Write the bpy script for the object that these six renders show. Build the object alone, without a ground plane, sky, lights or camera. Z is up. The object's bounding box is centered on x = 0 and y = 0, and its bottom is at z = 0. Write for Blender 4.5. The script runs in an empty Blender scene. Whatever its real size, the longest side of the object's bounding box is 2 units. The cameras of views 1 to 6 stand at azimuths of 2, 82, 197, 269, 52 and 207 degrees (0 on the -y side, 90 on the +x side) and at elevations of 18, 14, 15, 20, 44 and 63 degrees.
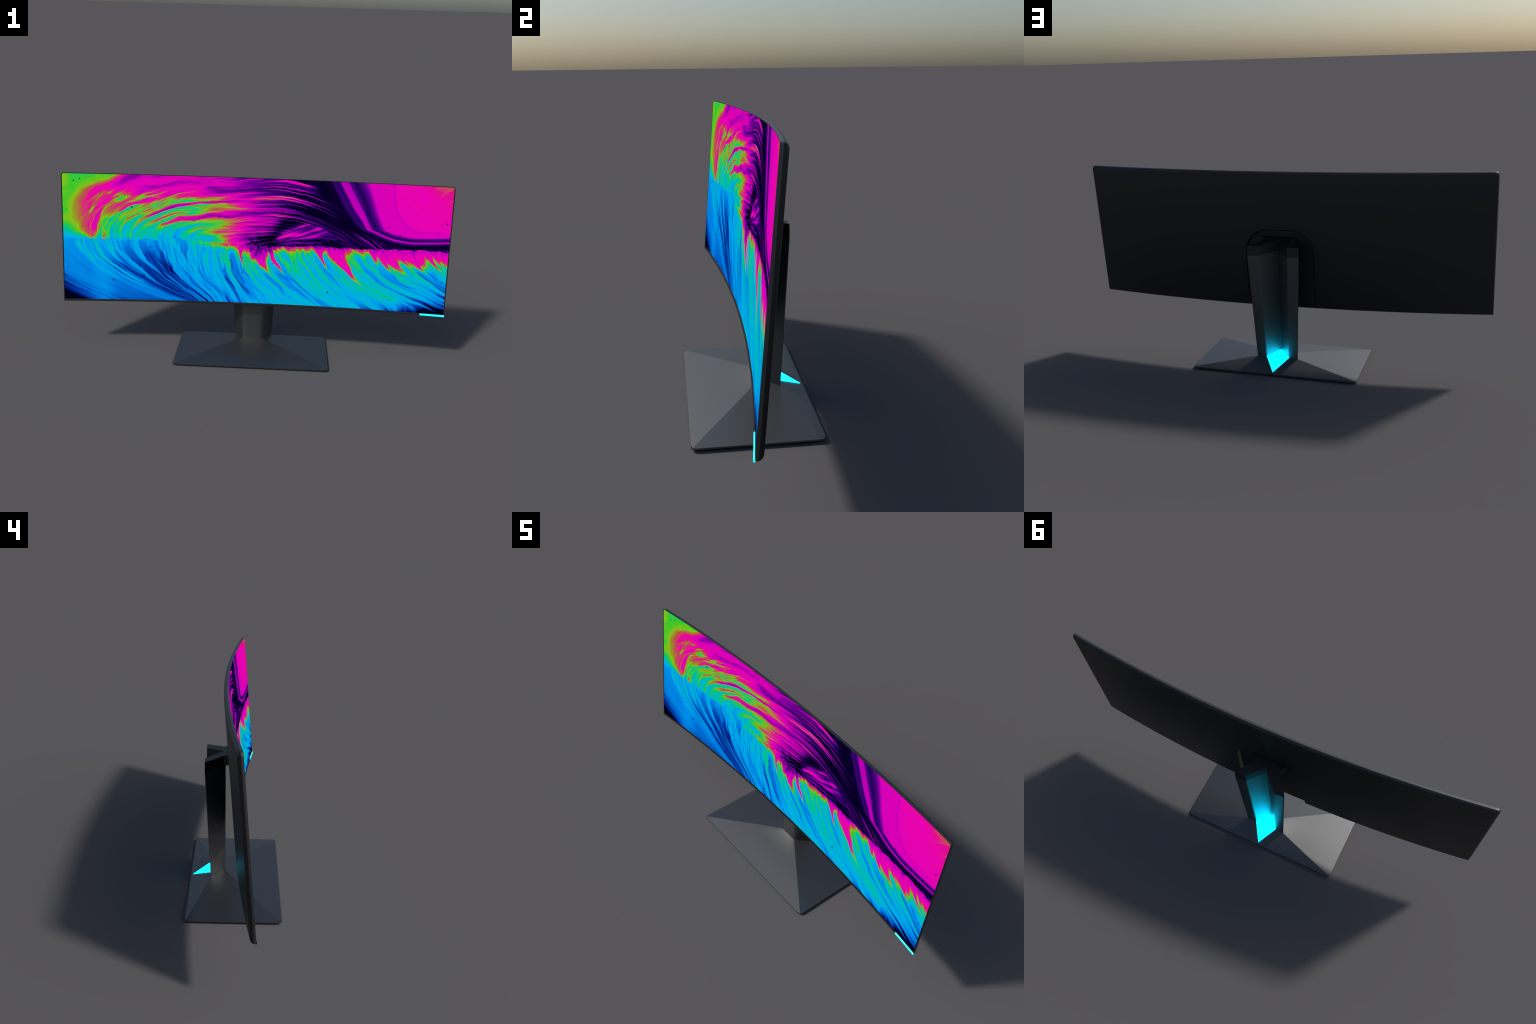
"""Curved ultrawide computer monitor on a tapered V-shaped stand with cyan lights."""
import bpy, bmesh, math
from mathutils import Vector

# ------------------------------------------------------------------ sizes (metres)
TILT = math.radians(5.0)          # screen leans back
CURVE_R = 7.6                     # radius of the curved panel
HALF_W = 1.0                      # half width of the panel
PANEL_H = 0.6812                  # height of the panel along its own plane
FRAME_D = 0.0085                  # depth of the flat frame side
PANEL_D = 0.0203                  # whole depth, frame plus rounded back cover
PANEL_ORIGIN = (0.0, -0.082, 0.2892)
SCREEN_H0, SCREEN_H1 = 0.0105, PANEL_H - 0.0035


def sag(x):
    return math.sqrt(CURVE_R ** 2 - x * x) - math.sqrt(CURVE_R ** 2 - 1.0)


# ------------------------------------------------------------------ node helper
class Expr:
    """A value in a node tree; arithmetic on it makes Math nodes."""

    def __init__(self, tree, sock):
        self.t, self.s = tree, sock

    def _op(self, op, *args):
        n = self.t.nodes.new("ShaderNodeMath")
        n.operation = op
        for i, a in enumerate(args):
            if isinstance(a, Expr):
                self.t.links.new(a.s, n.inputs[i])
            else:
                n.inputs[i].default_value = float(a)
        return Expr(self.t, n.outputs[0])

    def __add__(self, o): return self._op("ADD", self, o)
    def __radd__(self, o): return self._op("ADD", o, self)
    def __sub__(self, o): return self._op("SUBTRACT", self, o)
    def __rsub__(self, o): return self._op("SUBTRACT", o, self)
    def __mul__(self, o): return self._op("MULTIPLY", self, o)
    def __rmul__(self, o): return self._op("MULTIPLY", o, self)
    def __truediv__(self, o): return self._op("DIVIDE", self, o)
    def __neg__(self): return self._op("MULTIPLY", self, -1.0)
    def max(self, o): return self._op("MAXIMUM", self, o)
    def min(self, o): return self._op("MINIMUM", self, o)
    def abs(self): return self._op("ABSOLUTE", self)
    def sqrt(self): return self._op("SQRT", self)
    def pow(self, o): return self._op("POWER", self, o)
    def sin(self): return self._op("SINE", self)
    def exp(self): return self._op("EXPONENT", self)
    def log(self): return self._op("LOGARITHM", self, math.e)

    def step(self, a, b, lo=0.0, hi=1.0):
        """smooth step from lo to hi while self runs from a to b"""
        n = self.t.nodes.new("ShaderNodeMapRange")
        n.interpolation_type = "SMOOTHSTEP"
        for i, v in enumerate((self, a, b, lo, hi)):
            if isinstance(v, Expr):
                self.t.links.new(v.s, n.inputs[i])
            else:
                n.inputs[i].default_value = float(v)
        return Expr(self.t, n.outputs[0])

    def line(self, pts):
        """piecewise-linear profile through (position, value) pairs, softened"""
        out = None
        for (a, va), (b, vb) in zip(pts[:-1], pts[1:]):
            seg = self.step(a, b, 0.0, vb - va)
            out = seg + va if out is None else out + seg
        return out

    def bump(self, centre, width):
        """soft hump of height 1"""
        d = (self - centre) / width
        return (-(d * d)).exp()


def mixf(a, b, f):
    return a + (b - a) * f


def vec(tree, x, y, z=0.0):
    n = tree.nodes.new("ShaderNodeCombineXYZ")
    for i, v in enumerate((x, y, z)):
        if isinstance(v, Expr):
            tree.links.new(v.s, n.inputs[i])
        else:
            n.inputs[i].default_value = float(v)
    return n.outputs[0]


def noise(tree, v, scale=1.0, detail=2.0, rough=0.5, distort=0.0):
    """noise about 0, roughly -0.5 to 0.5"""
    n = tree.nodes.new("ShaderNodeTexNoise")
    tree.links.new(v, n.inputs["Vector"])
    n.inputs["Scale"].default_value = scale
    n.inputs["Detail"].default_value = detail
    n.inputs["Roughness"].default_value = rough
    n.inputs["Distortion"].default_value = distort
    return Expr(tree, n.outputs[0]) - 0.5


def voronoi(tree, v, scale):
    n = tree.nodes.new("ShaderNodeTexVoronoi")
    tree.links.new(v, n.inputs["Vector"])
    n.inputs["Scale"].default_value = scale
    return n


def screen_material():
    """Screen picture: one scalar 'paint' field runs through a palette
    black - violet - magenta - orange - lime - teal - blue - navy; the field is built
    from broad regions plus streaks that follow two families of flow lines."""
    m = bpy.data.materials.new("lit_screen_flowing_paint")
    m.use_nodes = True
    t = m.node_tree
    bsdf = t.nodes["Principled BSDF"]
    tc = t.nodes.new("ShaderNodeTexCoord")
    sep = t.nodes.new("ShaderNodeSeparateXYZ")
    t.links.new(tc.outputs["Object"], sep.inputs[0])
    # X runs 0..2.94 from left to right, V runs 0..1 from top to bottom
    X0 = (Expr(t, sep.outputs[0]) + 1.0) * 1.47
    V0 = 1.0 - (Expr(t, sep.outputs[2]) - SCREEN_H0) / (SCREEN_H1 - SCREEN_H0)

    # gentle wobble of everything, broad and small
    wx = noise(t, vec(t, X0 * 2.2, V0 * 3.2, 3.7), 1.0, 2.0, 0.5)
    wv = noise(t, vec(t, X0 * 2.4, V0 * 3.0, 9.1), 1.0, 2.0, 0.5)
    kink = noise(t, vec(t, X0 * 7.0, V0 * 8.0, 2.0), 1.0, 2.0, 0.5)

    # ---------------- seam between the two halves
    seam_v = X0.line([(0.0, 0.495), (0.9, 0.50), (1.5, 0.53), (2.1, 0.515), (2.94, 0.492)])
    seam_v = seam_v + noise(t, vec(t, X0 * 9.0, 0.3, 1.0), 1.0, 2.0, 0.5) * 0.012

    # ---------------- upper half: lines rise from the seam, bend right, then sink
    bend = (X0 - 1.5).max(0.0)
    V = V0 + wv * 0.06 + kink * 0.02
    X = X0 + wx * 0.08 + kink * 0.03
    d = (seam_v - V + bend * bend * 0.5).max(0.0)
    d3 = d * d * d * 1.9
    psi = (X.max(0.03) / (d3 + 0.0001)).log().min(30.0) / 4.6
    psi = psi.min(X)
    for _ in range(4):                  # foot of the flow line on the seam (Newton steps)
        g = d3 * (psi * 4.6).exp()
        psi = psi - (g + psi - X) / (g * 4.6 + 1.0)
    run = d * 0.8 + X * 0.35
    s_mid = noise(t, vec(t, psi * 8.0, run * 1.5, 4.0), 1.0, 1.0, 0.5)
    s_fine = noise(t, vec(t, psi * 24.0, run * 2.6, 1.0), 1.0, 2.0, 0.5)
    s_hair = noise(t, vec(t, psi * 60.0, run * 4.0, 8.0), 1.0, 1.0, 0.5)
    s_long = noise(t, vec(t, psi * 13.0, run * 4.5, 14.0), 1.0, 2.0, 0.5)
    lines_a = (1.0 - (s_mid * 0.8 + s_fine * 0.45).abs() * 12.0).max(0.0)
    lines_b = (1.0 - (s_long + 0.05).abs() * 13.0).max(0.0)

    # lime and teal grow out of the seam between X 0.3 and 1.4 and fade along the lines
    reach = psi.line([(0.15, 0.03), (0.28, 0.17), (0.40, 0.26), (0.55, 0.27), (0.80, 0.16), (1.05, 0.06), (1.30, 0.01), (1.6, 0.0)])
    reach = reach * (1.0 + s_mid * 2.0 + s_fine * 1.9)
    teal = (d / (reach + 0.02)).step(0.25, 1.35, 1.0, 0.0) * psi.step(0.22, 0.5) * psi.step(1.05, 1.4, 1.0, 0.0)
    green_edge = X - (V - 0.30) * (V - 0.30) * 2.0 - (0.12 - V).max(0.0) * 1.1
    green = (green_edge + kink * 0.02).step(0.02, 0.25, 1.0, 0.0)
    right = X0.step(1.15, 1.9)
    lime_zone = X0.step(0.14, 0.30) * X0.step(1.0, 1.75, 1.0, 0.0) * V0.step(0.06, 0.2)
    up = 0.405 + teal * 0.38 + green * 0.25 + (green_edge.bump(0.30, 0.12) * 0.05)
    up = up + (s_mid * 0.30 + s_fine * 0.28 + s_hair * 0.22) * (lime_zone * 0.9 + 0.16) * (1.0 - green * 0.8)
    up = up + lines_a * lime_zone * (1.0 - teal * 0.8) * 0.19
    up = up + lines_b * (lime_zone * 0.7 + X0.step(0.05, 0.2) * 0.25 * (1.0 - right)) * (1.0 - teal * 0.7) * 0.16
    up = up - lines_a * teal * 0.07
    violet = (psi - 0.10 + X0 * 0.05).bump(0.06, 0.045) * X0.step(0.28, 0.45) * X0.step(0.85, 1.15, 1.0, 0.0) + (s_long * 0.8 + s_fine * 0.5 - 0.02).max(0.0) * X0.step(0.2, 0.7) * 5.5
    up = up - violet.min(1.3) * 0.16 * V0.step(0.20, 0.40, 1.0, 0.0)
    # towards the right the magenta breaks into violet and black streaks
    cuts = (s_fine + 0.03).max(-0.05) * 1.5 + (s_mid + s_long * 0.8).max(-0.06) * 0.34 + s_hair * 0.9 + lines_b * 0.06
    dusk = X0.step(1.6, 2.15) * 0.18 + X0.step(1.2, 1.5) * 0.05 + X0.step(1.0, 1.6) * V0.step(0.02, 0.16, 0.09, 0.0)
    up = up - dusk - cuts * (right + X0.step(0.75, 1.3) * 0.25)
    filament = (1.0 - (s_hair * 0.9 + s_fine * 0.25).abs() * 15.0).max(0.0)
    up = up - filament * (X0.step(0.5, 1.0) * 0.10 + right * 0.08) * (1.0 - teal)
    up = up + green * (s_mid + kink) * 0.12
    gather = (X0 - 1.30).max(0.0) * V0.step(0.36, 0.50) * X0.step(1.55, 1.75, 1.0, 0.0)
    up = up - gather * 0.75

    # feathered magenta lobe under a black arch, fanning out of a knot in the seam
    nx, nv = X0 - 1.52, 0.545 - V0
    theta = (nv + kink * 0.01) / (nx + 0.10).max(0.05)
    fan = noise(t, vec(t, theta * 14.0, nx * 3.0, 2.0), 1.0, 2.0, 0.55)
    fan2 = noise(t, vec(t, theta * 34.0, nx * 4.0, 7.0), 1.0, 1.0, 0.5)
    ax = X0 - 1.90
    arch_v = ax * ax * 1.7 + 0.335 + ax.max(0.0) * 0.15
    inside = (V0 - arch_v + wx * 0.03).step(-0.012, 0.022)
    lobe = 0.24 + fan * 0.85 + fan2 * 0.65 - (X0 - 1.93 - V0 * 0.1 + fan * 0.4).max(0.0) * 0.9 - (V0 - 0.44).max(0.0) * 1.3
    lobe = lobe + (X0.bump(1.97, 0.10) * V0.bump(0.37, 0.022) + X0.bump(1.72, 0.07) * V0.bump(0.42, 0.04)) * 0.13
    rim = (V0 - arch_v + 0.050) / 0.070
    rim = (-(rim * rim)).exp() * X0.step(1.52, 1.68)
    up = up - rim * 0.30
    up = mixf(up, lobe, inside * X0.step(1.58, 1.66))
    up = up.max(0.02 + (s_long + 0.02).max(0.0) * 0.5)

    # ---------------- top right: smooth magenta pool ringed by violet and black bands
    px = (2.85 - X0 - wx * 0.03).max(0.0) / 0.345
    px = px + V0 * (px - 0.95).max(0.0).min(0.7) * 2.0
    pv = V0 + wv * 0.02 + (X0 - 2.65).max(0.0) * 0.12
    ell = (px.pow(2.0) + (pv / 0.40).max(0.0).pow(3.2)).sqrt() + (pv - 0.36).max(0.0) * 8.0
    band = noise(t, vec(t, ell * 7.0, X0 * 0.6, 2.0), 1.0, 2.0, 0.55)
    band2 = noise(t, vec(t, ell * 22.0, X0 * 0.8, 5.0), 1.0, 1.0, 0.5)
    pool = ell.line([(0.0, 0.415), (0.95, 0.405), (1.0, 0.345), (1.05, 0.385), (1.50, 0.380), (1.72, 0.20), (1.84, 0.11), (1.93, 0.15), (2.02, 0.34), (2.10, 0.33), (2.22, 0.16), (2.40, 0.05), (3.0, 0.03)])
    pool = pool + (band * 0.30 + band2 * 0.10) * ell.step(1.6, 2.0) * ell.step(2.1, 2.8, 1.0, 0.75) + ell.step(1.05, 1.4) * band * 0.05
    cx = (2.94 - X0) * 0.9 + V0 * 1.1
    corner = cx.step(0.0, 0.30, 1.0, 0.0)
    ray = noise(t, vec(t, (X0 + V0 * 1.4) * 9.0, (X0 - V0) * 1.2, 5.0), 1.0, 2.0)
    pool = pool + corner * (0.10 + ray * 0.20) + (1.0 - ray.abs() * 14.0).max(0.0) * cx.step(0.2, 0.6, 0.05, 0.0)
    pool = pool.max(0.015)
    to_pool = (ell + s_mid * 0.8 + V0 * 0.2).step(2.55, 3.05, 1.0, 0.0) * X0.step(1.75, 1.95)
    up = mixf(up, pool, to_pool)
    up = up + 0.0

    # ---------------- lower half: lines fall from the seam and bend to the right
    e = (V0 - seam_v + wv * 0.02).max(0.0)
    Y = X0 + wx * 0.10 + kink * 0.045
    phi = Y
    for _ in range(4):
        k = phi.line([(0.3, 2.7), (1.1, 0.9), (1.7, 1.7), (2.3, 3.0), (2.94, 3.6)])
        phi = Y - k * e * e
    l_mid = noise(t, vec(t, phi * 7.0, e * 1.6, 1.0), 1.0, 1.0, 0.5)
    l_fine = noise(t, vec(t, phi * 19.0, e * 2.4, 6.0), 1.0, 2.0, 0.5)
    l_hair = noise(t, vec(t, phi * 48.0, e * 4.0, 3.0), 1.0, 1.0, 0.5)
    low = X0.line([(0.0, 0.872), (0.18, 0.865), (0.30, 0.845), (0.45, 0.872), (0.8, 0.878), (1.25, 0.845), (1.6, 0.808), (2.1, 0.808), (2.94, 0.79)])
    low = low + e * X0.line([(0.0, 0.08), (0.7, 0.10), (1.4, 0.07), (2.4, 0.05), (2.94, 0.17)])
    deep = e.step(0.0, 0.22)
    low = low + (l_mid * 0.11 + l_fine * 0.17 + l_hair * 0.10) * (deep * 0.4 + 0.6) * phi.step(0.15, 0.45, 0.2, 1.0)
    dark_line = (1.0 - (l_fine * 0.8 + l_mid * 0.8 - 0.10).abs() * 15.0).max(0.0)
    thin_line = (1.0 - (l_hair * 0.8 + l_fine * 0.5).abs() * 12.0).max(0.0)
    low = low + dark_line * deep * 0.075 * phi.line([(0.15, 0.3), (0.4, 0.6), (1.1, 0.7), (1.8, 0.5), (2.5, 0.8)])
    low = low + thin_line * deep * 0.035 * phi.step(0.2, 0.45, 0.35, 1.0)
    lime = (1.0 - (l_fine + 0.07 + l_mid * 0.6).abs() * 12.0).max(0.0) * e.step(0.12, 0.45, 1.0, 0.35) * phi.step(0.08, 0.15)
    low = low - lime * phi.line([(0.1, 0.15), (0.5, 0.05), (0.9, 0.09), (1.3, 0.14), (2.0, 0.13), (2.94, 0.10)])
    # dark corners
    bl = (X0 * 0.85 + (1.0 - V0) * 1.25).step(0.02, 0.30, 1.0, 0.0)
    br = ((2.94 - X0) * 0.30 + (1.0 - V0) * 1.3).step(0.0, 0.26, 1.0, 0.0)
    low = low + bl * (0.12 + l_mid * 0.1) + br * (0.11 + l_fine * 0.22)

    # magenta tongues hanging from the seam, rimmed with lime
    tongue_len = (phi.bump(1.50, 0.075) * 0.13 + phi.bump(1.36, 0.015) * 0.09 + phi.bump(1.61, 0.018) * 0.15 + phi.bump(2.09, 0.055) * 0.17 + phi.bump(1.95, 0.022) * 0.13
                  + phi.step(2.33, 2.37) * phi.line([(2.36, 0.14), (2.6, 0.12), (2.94, 0.10)])
                  + X0.line([(0.8, 0.0), (1.45, 0.022), (2.0, 0.024), (2.94, 0.02)]))
    ragged = noise(t, vec(t, phi * 22.0, e * 2.0, 7.0), 1.0, 2.0, 0.55)
    clump = noise(t, vec(t, phi * 7.0, 3.0, 1.0), 1.0, 1.0)
    tongue = (tongue_len * (1.0 + ragged * 2.6 + clump * 1.6) - e) / 0.07
    tongue = tongue.step(-0.9, 0.8) * X0.step(0.85, 1.25)
    magenta = 0.415 + l_fine * 0.20 + l_hair * 0.12 - e.step(0.0, 0.08, 0.16, 0.0) * (l_mid + 0.45)
    low = mixf(low, magenta, tongue)

    # ---------------- join the halves through a smeared strip of slanting dabs
    smear = noise(t, vec(t, X0 * 26.0 - V0 * 40.0, V0 * 60.0 + X0 * 6.0, 0.0), 1.0, 2.0, 0.6)
    f = (V0 - seam_v + smear * X0.line([(0.1, 0.02), (0.3, 0.10), (0.9, 0.09), (1.5, 0.05)])).step(X0.line([(0.0, -0.07), (0.3, -0.012), (1.2, -0.004)]), X0.line([(0.0, 0.03), (0.4, 0.022), (1.2, 0.010)]))
    h = mixf(up, low, f)
    strip = (V0 - seam_v - 0.012) / 0.024
    strip = (-(strip * strip)).exp()
    h = h + strip * smear * X0.line([(0.05, 0.0), (0.2, 0.36), (0.5, 0.08), (0.8, 0.10), (1.2, 0.40), (2.94, 0.36)])
    knot = (nx * nx + nv * nv * 1.6) / 0.014
    spokes = noise(t, vec(t, nx / (nv.abs() + 0.03) * 3.0, nv * 9.0, 4.0), 1.0, 2.0, 0.55)
    h = h - (-knot).exp() * (0.14 + spokes * 1.0).max(0.0) * h.step(0.45, 0.60, 1.0, 0.0)
    left_blue = X0.step(0.0, 0.14, 1.0, 0.0) * V0.step(0.36, 0.50)
    h = mixf(h, h.max(0.82), left_blue)

    ramp = t.nodes.new("ShaderNodeValToRGB")
    t.links.new(h.s, ramp.inputs[0])
    cr = ramp.color_ramp
    cr.interpolation = "LINEAR"
    stops = [
        (0.00, (0.000, 0.000, 0.004)), (0.06, (0.004, 0.000, 0.030)), (0.14, (0.022, 0.001, 0.115)), (0.22, (0.090, 0.001, 0.235)),
        (0.30, (0.300, 0.000, 0.370)), (0.36, (0.620, 0.000, 0.480)), (0.42, (0.810, 0.001, 0.430)), (0.48, (0.740, 0.004, 0.250)),
        (0.54, (0.480, 0.080, 0.060)), (0.585, (0.300, 0.270, 0.018)), (0.62, (0.260, 0.510, 0.010)), (0.66, (0.045, 0.570, 0.020)),
        (0.71, (0.003, 0.540, 0.150)), (0.76, (0.000, 0.490, 0.420)), (0.81, (0.000, 0.440, 0.720)), (0.86, (0.000, 0.330, 0.830)),
        (0.90, (0.000, 0.190, 0.720)), (0.94, (0.000, 0.050, 0.400)), (0.975, (0.000, 0.008, 0.160)), (1.00, (0.000, 0.001, 0.010)),
    ]
    while len(cr.elements) < len(stops):
        cr.elements.new(0.5)
    for el, (p, c) in zip(cr.elements, stops):
        el.position, el.color = p, (*c, 1)

    # specks
    vo = voronoi(t, vec(t, X0, V0, 0.0), 21.0)
    sepc = t.nodes.new("ShaderNodeSeparateColor")
    t.links.new(vo.outputs["Color"], sepc.inputs[0])
    size = Expr(t, sepc.outputs[0])
    speck = (Expr(t, vo.outputs["Distance"]) - size.pow(4.0) * 0.15).step(0.0, 0.03, 1.0, 0.0) * size.step(0.4, 0.5)
    mix = t.nodes.new("ShaderNodeMix")
    mix.data_type = "RGBA"
    t.links.new((speck * 0.9).s, mix.inputs["Factor"])
    t.links.new(ramp.outputs[0], mix.inputs[6])
    mix.inputs[7].default_value = (0.01, 0.004, 0.06, 1)
    bsdf.inputs["Base Color"].default_value = (0.0, 0.0, 0.0, 1)
    bsdf.inputs["Roughness"].default_value = 0.6
    bsdf.inputs["Specular IOR Level"].default_value = 0.0
    t.links.new(mix.outputs[2], bsdf.inputs["Emission Color"])
    bsdf.inputs["Emission Strength"].default_value = 1.0
    return m


# ------------------------------------------------------------------ plain materials
def metal(name, colour, rough):
    m = bpy.data.materials.new(name)
    m.use_nodes = True
    t = m.node_tree
    b = t.nodes["Principled BSDF"]
    tc = t.nodes.new("ShaderNodeTexCoord")
    n = noise(t, tc.outputs["Object"], 160.0, 3.0, 0.6)
    b.inputs["Base Color"].default_value = (*colour, 1)
    b.inputs["Metallic"].default_value = 1.0
    t.links.new((n * 0.04 + rough).s, b.inputs["Roughness"])
    return m


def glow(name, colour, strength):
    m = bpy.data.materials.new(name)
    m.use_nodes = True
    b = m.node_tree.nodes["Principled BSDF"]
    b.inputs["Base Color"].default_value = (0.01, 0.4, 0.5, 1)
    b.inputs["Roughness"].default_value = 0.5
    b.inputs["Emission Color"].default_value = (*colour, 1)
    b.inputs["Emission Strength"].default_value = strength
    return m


MAT_FRAME = metal("frame_metal", (0.13, 0.13, 0.13), 0.48)
MAT_BODY = metal("black_metal", (0.055, 0.055, 0.055), 0.50)
MAT_STAND = metal("stand_metal", (0.13, 0.132, 0.136), 0.48)
MAT_LIP = bpy.data.materials.new("black_plastic")
MAT_LIP.use_nodes = True
for socket, value in (("Base Color", (0.009, 0.009, 0.009, 1)), ("Roughness", 0.6), ("Specular IOR Level", 0.2)):
    MAT_LIP.node_tree.nodes["Principled BSDF"].inputs[socket].default_value = value
MAT_SCREEN = screen_material()
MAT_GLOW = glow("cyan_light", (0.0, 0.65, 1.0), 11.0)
MAT_STRIP = glow("cyan_strip_light", (0.0, 0.9, 1.0), 1.6)


# ------------------------------------------------------------------ object helpers
def make(name, verts, faces, mat, parent, smooth_angle=None, origin=None, rot=None):
    me = bpy.data.meshes.new(name)
    me.from_pydata([tuple(v) for v in verts], [], faces)
    bm = bmesh.new()
    bm.from_mesh(me)
    bmesh.ops.remove_doubles(bm, verts=bm.verts, dist=1e-6)
    bmesh.ops.recalc_face_normals(bm, faces=bm.faces)
    bm.to_mesh(me)
    bm.free()
    me.materials.append(mat)
    if smooth_angle is not None:
        me.shade_smooth()
        me.set_sharp_from_angle(angle=math.radians(smooth_angle))
    ob = bpy.data.objects.new(name, me)
    bpy.context.scene.collection.objects.link(ob)
    if parent is not None:
        ob.parent = parent
    return ob


def empty(name, parent=None):
    ob = bpy.data.objects.new(name, None)
    ob.empty_display_size = 0.1
    bpy.context.scene.collection.objects.link(ob)
    ob.parent = parent
    return ob


def apply_modifiers(ob):
    dg = bpy.context.evaluated_depsgraph_get()
    me = bpy.data.meshes.new_from_object(ob.evaluated_get(dg))
    ob.modifiers.clear()
    ob.data = me


def ring_faces(n, a, b, closed=True):
    """quads between ring a and ring b of n vertices (start indices)"""
    out = []
    for i in range(n if closed else n - 1):
        j = (i + 1) % n
        out.append((a + i, a + j, b + j, b + i))
    return out


root = empty("computer_monitor")
root["label"] = "curved ultrawide monitor with dark metal stand and vivid screen"
root["category"] = "computer monitor"

display = empty("display", root)
display.location = PANEL_ORIGIN
display.rotation_euler = (-TILT, 0, 0)
stand = empty("stand", root)

# ------------------------------------------------------------------ display
ARC, SEG = 6, 94


def outline(left, right, low, high, r_top, r_low):
    """rounded rectangle as a lower row and an upper row of (x, h), left to right"""
    def corner(cx, cy, r, a0, a1):
        return [(cx + r * math.cos(a0 + (a1 - a0) * i / ARC), cy + r * math.sin(a0 + (a1 - a0) * i / ARC)) for i in range(ARC + 1)]
    def row(y, r, sign):
        x0, x1 = left + r, right - r
        mid = [(x0 + (x1 - x0) * i / SEG, y) for i in range(1, SEG)]
        h = math.pi / 2
        if sign < 0:
            return corner(x0, y + r, r, math.pi, math.pi + h) + mid + corner(x1, y + r, r, -h, 0)
        return corner(x0, y - r, r, math.pi, h) + mid + corner(x1, y - r, r, h, 0)
    return row(low, r_low, -1), row(high, r_top, 1)


def inset_outline(i, extra_low=0.0, extra_top=0.0, r_top=0.015, r_low=0.0015):
    return outline(-HALF_W + i, HALF_W - i, i + extra_low, PANEL_H - i - extra_top, max(r_top - i, 0.001), max(r_low - i, 0.001))


def place(rows, d):
    low, high = rows
    loop = low + high[::-1]
    return [Vector((x, sag(x) + d, h)) for x, h in loop]


ROW = SEG + 1 + 2 * ARC
LOOP = 2 * ROW


def ladder(start):
    """quads that fill a loop between its lower and its upper row"""
    return [(start + i, start + i + 1, start + LOOP - 2 - i, start + LOOP - 1 - i) for i in range(ROW - 1)]


# frame: side wall, thin front bezel and the step down to the glass
glass_rows = outline(-HALF_W + 0.0055, HALF_W - 0.0055, SCREEN_H0, SCREEN_H1, 0.010, 0.0015)
verts, faces = [], []
RECESS_FLOOR, RECESS_W = 0.0050, 0.1695
for rows, d in ((inset_outline(0.0), FRAME_D), (inset_outline(0.0), RECESS_FLOOR), (inset_outline(0.0), 0.0)):
    k = len(verts)
    verts += place(rows, d)
    if k:
        faces += ring_faces(LOOP, k - LOOP, k)
# the recess of the back cover also takes the rear part of the lower wall away
faces = [f for f in faces if not (all(verts[i].y - sag(verts[i].x) > RECESS_FLOOR - 1e-6 and verts[i].z < 0.001 and abs(verts[i].x) < RECESS_W + 0.003 for i in f))]
frame = make("frame", verts, faces, MAT_FRAME, display, 25)

# thin black bezel around the glass
verts = place(inset_outline(0.0), 0.0) + place(glass_rows, 0.0) + place(glass_rows, 0.004)
bezel = make("bezel", verts, ring_faces(LOOP, 0, LOOP) + ring_faces(LOOP, LOOP, 2 * LOOP), MAT_LIP, display, 25)

# glass of the screen
verts = place(glass_rows, 0.0003)
screen = make("screen", verts, ladder(0), MAT_SCREEN, display, 60)

# back cover: rounded edge, then the curved back
verts, faces = place(inset_outline(0.0006), 0.0015) + place(inset_outline(0.0005), FRAME_D), []
faces += ladder(0) + ring_faces(LOOP, 0, LOOP)
P0, STEPS = math.radians(13), 7
for k in range(0, STEPS + 1):
    p = P0 + (math.pi / 2 - P0) * k / STEPS
    ins = 0.0115 * (math.cos(P0) - math.cos(p)) / math.cos(P0)
    d = FRAME_D + (PANEL_D - FRAME_D) * (math.sin(p) - math.sin(P0)) / (1 - math.sin(P0))
    if k == 0:
        continue
    n0 = len(verts)
    verts += place(inset_outline(0.0005 + ins), d)
    faces += ring_faces(LOOP, n0 - LOOP, n0)
faces += ladder(len(verts) - LOOP)
cover = make("back_cover", verts, faces, MAT_BODY, display)

# arch-topped recess in the back cover where the stand is fixed
ARCH_TOP, ARCH_R = 0.391, 0.112
ARCH_W = RECESS_W - 0.0055
prof = [(-ARCH_W, -0.05)]
prof += [(-ARCH_W + ARCH_R - ARCH_R * math.cos(a), ARCH_TOP - ARCH_R + ARCH_R * math.sin(a)) for a in [math.pi / 2 * i / 14 for i in range(15)]]
prof += [(ARCH_W - ARCH_R + ARCH_R * math.sin(a), ARCH_TOP - ARCH_R + ARCH_R * math.cos(a)) for a in [math.pi / 2 * i / 14 for i in range(15)]]
prof += [(ARCH_W, -0.05)]
y_floor = sag(0.08) + RECESS_FLOOR
n = len(prof)
cut_v = [Vector((x, y_floor, h)) for x, h in prof] + [Vector((x * 1.165, y_floor + 0.05, h + (0.027 if h > 0 else 0.0) * max(0.0, h - 0.15) / 0.24)) for x, h in prof]
cutter = make("recess_cutter", cut_v, [tuple(range(n)), tuple(range(n, 2 * n))] + ring_faces(n, 0, n), MAT_BODY, display)
mod = cover.modifiers.new("recess", "BOOLEAN")
mod.operation, mod.solver, mod.object = "DIFFERENCE", "EXACT", cutter
apply_modifiers(cover)
bpy.data.objects.remove(cutter)
cover.data.name = "back_cover"
cover.data.shade_smooth()
cover.data.set_sharp_from_angle(angle=math.radians(28))

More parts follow.
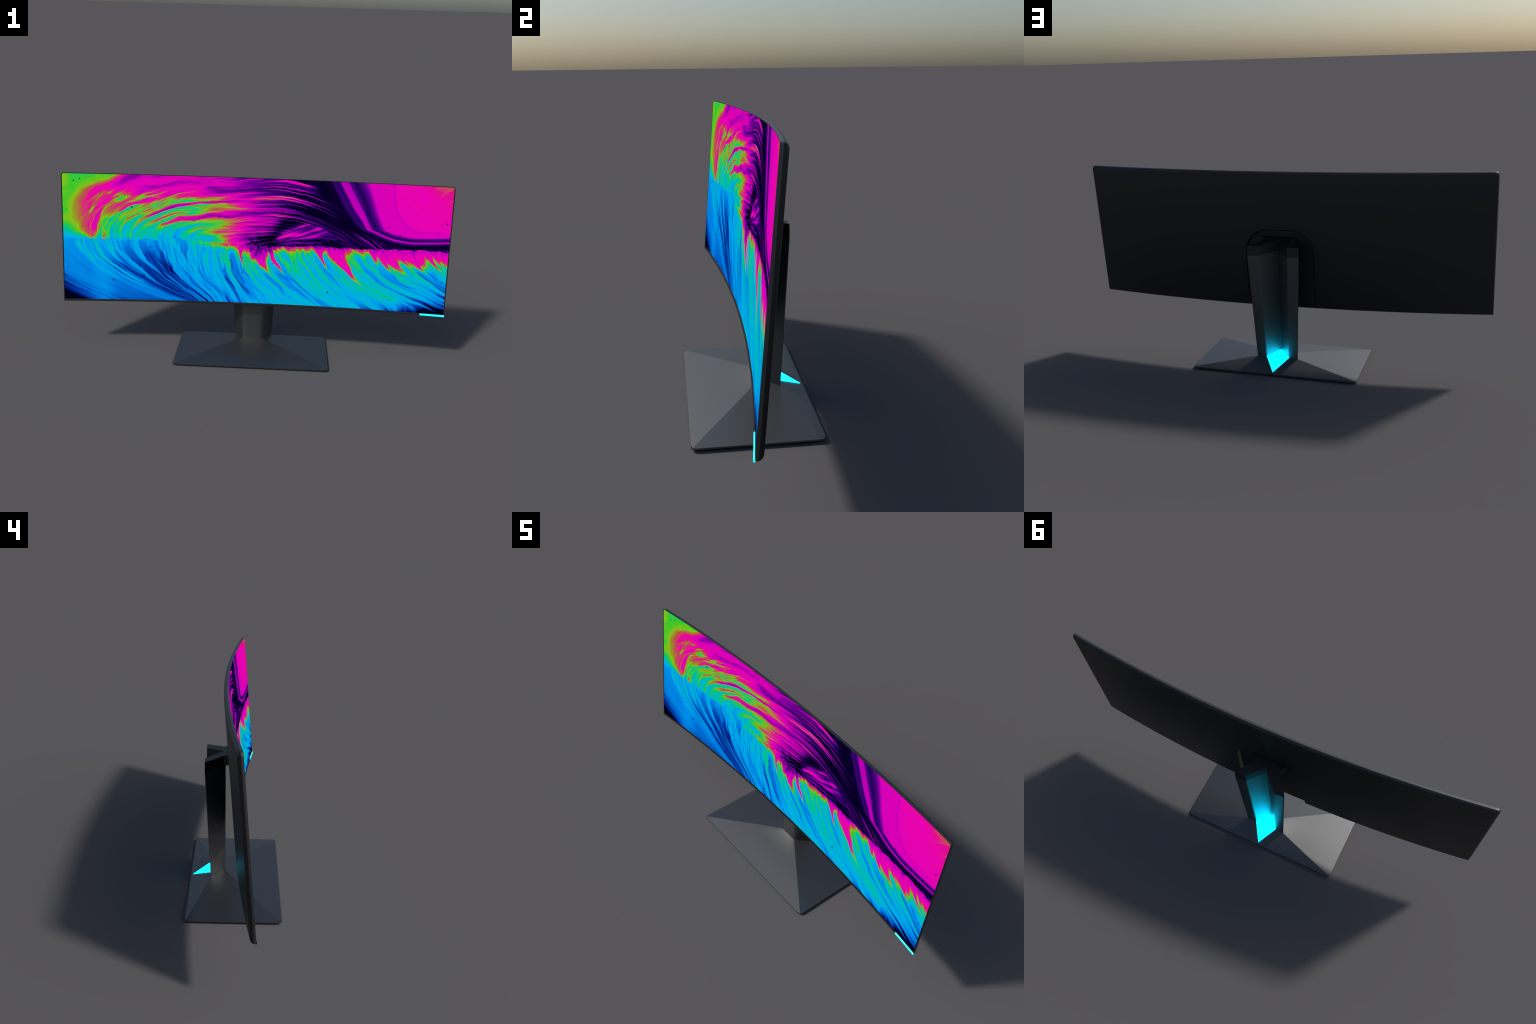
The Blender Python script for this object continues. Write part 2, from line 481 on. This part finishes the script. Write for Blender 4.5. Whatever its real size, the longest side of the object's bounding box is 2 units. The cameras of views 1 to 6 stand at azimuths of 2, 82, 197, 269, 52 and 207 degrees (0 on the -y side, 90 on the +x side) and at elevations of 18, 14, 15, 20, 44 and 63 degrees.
# lip along the lower edge, with the cyan light strip at its right end
def edge_bar(name, x0, x1, prof, mat, seg):
    v, f = [], []
    n = len(prof)
    for i in range(seg + 1):
        x = x0 + (x1 - x0) * i / seg
        v += [Vector((x, sag(x) + d, h)) for d, h in prof]
        if i:
            f += ring_faces(n, len(v) - 2 * n, len(v) - n)
    f += [tuple(range(n)), tuple(range(len(v) - n, len(v)))]
    return make(name, v, f, mat, display, 30)


lip = edge_bar("lower_lip", -HALF_W + 0.001, 0.8765, [(-0.0002, 0.0100), (-0.0030, 0.0018), (-0.0030, 0.0003), (-0.0020, -0.0006), (0.0060, -0.0006), (0.0060, 0.0015), (0.001, 0.0015), (0.001, 0.0100)], MAT_LIP, 60)
strip = edge_bar("light_strip", 0.8765, HALF_W, [(-0.0012, 0.0078), (-0.0032, 0.0062), (-0.0032, -0.0006), (-0.0022, -0.0012), (0.0012, -0.0012), (0.0012, 0.0078)], MAT_STRIP, 8)

# ------------------------------------------------------------------ stand
def soft_polygon(pts, cuts, n=5):
    """closed polygon in plan with each corner cut by a small curve"""
    out, m = [], len(pts)
    for i, (p, c) in enumerate(zip(pts, cuts)):
        p = Vector(p)
        if c <= 0:
            out += [p.copy() for _ in range(n)]
            continue
        a, b = Vector(pts[i - 1]), Vector(pts[(i + 1) % m])
        s, e = p + (a - p).normalized() * c, p + (b - p).normalized() * c
        for k in range(n):
            u = k / (n - 1)
            out.append(s * (1 - u) ** 2 + p * 2 * u * (1 - u) + e * u * u)
    return out


def prism(name, low, high, mat, angle, parent=stand):
    n = len(low)
    return make(name, low + high, ring_faces(n, 0, n) + [tuple(range(n)), tuple(range(n, 2 * n))], mat, parent, angle)


def plane_z(ref_y, ref_z, slope):
    return lambda y: ref_z + (y - ref_y) * slope


# column: V-shaped in plan, open to the back, narrowing downwards
SLOPE = -0.135
seam = plane_z(0.139, 0.5745, SLOPE)
top = plane_z(0.139, 0.6215, SLOPE)
foot = plane_z(0.109, 0.052, SLOPE)
plan_top = [(-0.065, 0.053), (0.065, 0.053), (0.1285, 0.1395), (0.071, 0.1395), (0.0, 0.0600), (-0.071, 0.1395), (-0.1285, 0.1395)]
plan_low = [(-0.052, 0.0445), (0.052, 0.0445), (0.104, 0.110), (0.055, 0.1065), (0.0, 0.048), (-0.055, 0.1065), (-0.104, 0.110)]
cuts = [0.018, 0.018, 0.006, 0.006, 0.0015, 0.006, 0.006]
up = [Vector((p.x, p.y, seam(p.y))) for p in soft_polygon(plan_top, cuts)]
dn = [Vector((p.x, p.y, foot(p.y))) for p in soft_polygon(plan_low, cuts)]
column = prism("stand_column", dn, up, MAT_STAND, 50)

# head of the stand: same V, with a flared neck that enters the recess of the display
plan_head = [(-0.085, 0.018), (0.085, 0.018), (0.063, 0.058), (0.128, 0.1395), (0.071, 0.1395), (0.0, 0.0605), (-0.071, 0.1395), (-0.128, 0.1395), (-0.063, 0.058)]
cuts = [0, 0, 0.004, 0.006, 0.006, 0.0015, 0.006, 0.006, 0.004]


def head_z(f, y):
    return f(y) + max(0.0, 0.058 - y) * 0.17


low = [Vector((p.x, p.y, head_z(seam, p.y) + 0.0003)) for p in soft_polygon(plan_head, cuts)]
high = [Vector((p.x, p.y, head_z(top, p.y))) for p in soft_polygon(plan_head, cuts)]
head = prism("stand_head", low, high, MAT_BODY, 40)

# ---- base plate: low hipped slab rising to the foot of the column
BX, BY, BR = 0.408, 0.2058, 0.016
EDGE_Z = 0.0112
NC = 8


def base_corner(sx, sy, inset, a0, a1, z):
    cx, cy, r = sx * (BX - BR), sy * (BY - BR), BR - inset
    return [Vector((cx + r * math.cos(a), cy + r * math.sin(a), z)) for a in [a0 + (a1 - a0) * i / NC for i in range(NC + 1)]]


def base_loop(inset, z):
    h = math.pi / 2
    return (base_corner(1, -1, inset, -h, 0, z) + base_corner(1, 1, inset, 0, h, z)
            + base_corner(-1, 1, inset, h, 2 * h, z) + base_corner(-1, -1, inset, 2 * h, 3 * h, z))


verts, faces = [], []
for inset, z in ((0.012, 0.0), (0.007, 0.0006), (0.0012, 0.0048), (0.0, 0.0062), (0.0, EDGE_Z)):
    k = len(verts)
    verts += base_loop(inset, z)
    if k:
        faces += ring_faces(4 * (NC + 1), k - 4 * (NC + 1), k)
faces.append(tuple(range(4 * (NC + 1))))
base_edge = make("base_edge", verts, faces, MAT_STAND, stand, 30)

# the four sloping facets; their shading turns softly into the column
ring_in = [Vector((-0.050, 0.0455, 0.0655)), Vector((0.050, 0.0455, 0.0655)), Vector((0.103, 0.109, 0.0575)), Vector((-0.103, 0.109, 0.0575))]
loop = base_loop(0.0, EDGE_Z)
Q = NC + 1
mid = NC // 2
loop_ids = lambda a, b: [i % (4 * Q) for i in range(a, b + 1)]
sides = [
    (loop_ids(3 * Q + mid, 4 * Q + mid), ring_in[0], ring_in[1], Vector((0, -1, 0.1))),
    (loop_ids(mid, Q + mid), ring_in[1], ring_in[2], Vector((0.75, -0.66, 0.0))),
    (loop_ids(Q + mid, 2 * Q + mid), ring_in[2], ring_in[3], None),
    (loop_ids(2 * Q + mid, 3 * Q + mid), ring_in[3], ring_in[0], Vector((-0.75, -0.66, 0.0))),
]
verts, faces, norms = [], [], []
NU, NV = 40, 24
for ids, qa, qb, turn in sides:
    poly = [loop[i] for i in ids]
    lens = [0.0]
    for a, b in zip(poly, poly[1:]):
        lens.append(lens[-1] + (b - a).length)

    def along(u):
        s = u * lens[-1]
        for i in range(len(poly) - 1):
            if s <= lens[i + 1] + 1e-9:
                f = (s - lens[i]) / max(lens[i + 1] - lens[i], 1e-9)
                return poly[i].lerp(poly[i + 1], f)
        return poly[-1].copy()

    facet = (poly[-1] - poly[0]).cross(qa.lerp(qb, 0.5) - poly[0]).normalized()
    if facet.z < 0:
        facet = -facet
    k = len(verts)
    for j in range(NV + 1):
        w = (j / NV) ** 0.8
        for i in range(NU + 1):
            u = i / NU
            p = along(u).lerp(qa.lerp(qb, u), w)
            verts.append(p)
            nrm = facet
            if turn is not None:
                blend = max(0.0, (w - 0.55) / 0.45) ** 1.5
                side = 1.0 - abs(2 * u - 1) ** 3
                nrm = facet.lerp(turn.normalized(), (0.14 if abs(turn.x) < 0.1 else 0.05) * blend * side).normalized()
            norms.append(nrm)
    for j in range(NV):
        for i in range(NU):
            a = k + j * (NU + 1) + i
            faces.append((a, a + 1, a + NU + 2, a + NU + 1))
me = bpy.data.meshes.new("base_plate")
me.from_pydata([tuple(v) for v in verts], [], faces)
me.materials.append(MAT_STAND)
me.shade_smooth()
me.normals_split_custom_set_from_vertices([tuple(v) for v in norms])
base_plate = bpy.data.objects.new("base_plate", me)
bpy.context.scene.collection.objects.link(base_plate)
base_plate.parent = stand

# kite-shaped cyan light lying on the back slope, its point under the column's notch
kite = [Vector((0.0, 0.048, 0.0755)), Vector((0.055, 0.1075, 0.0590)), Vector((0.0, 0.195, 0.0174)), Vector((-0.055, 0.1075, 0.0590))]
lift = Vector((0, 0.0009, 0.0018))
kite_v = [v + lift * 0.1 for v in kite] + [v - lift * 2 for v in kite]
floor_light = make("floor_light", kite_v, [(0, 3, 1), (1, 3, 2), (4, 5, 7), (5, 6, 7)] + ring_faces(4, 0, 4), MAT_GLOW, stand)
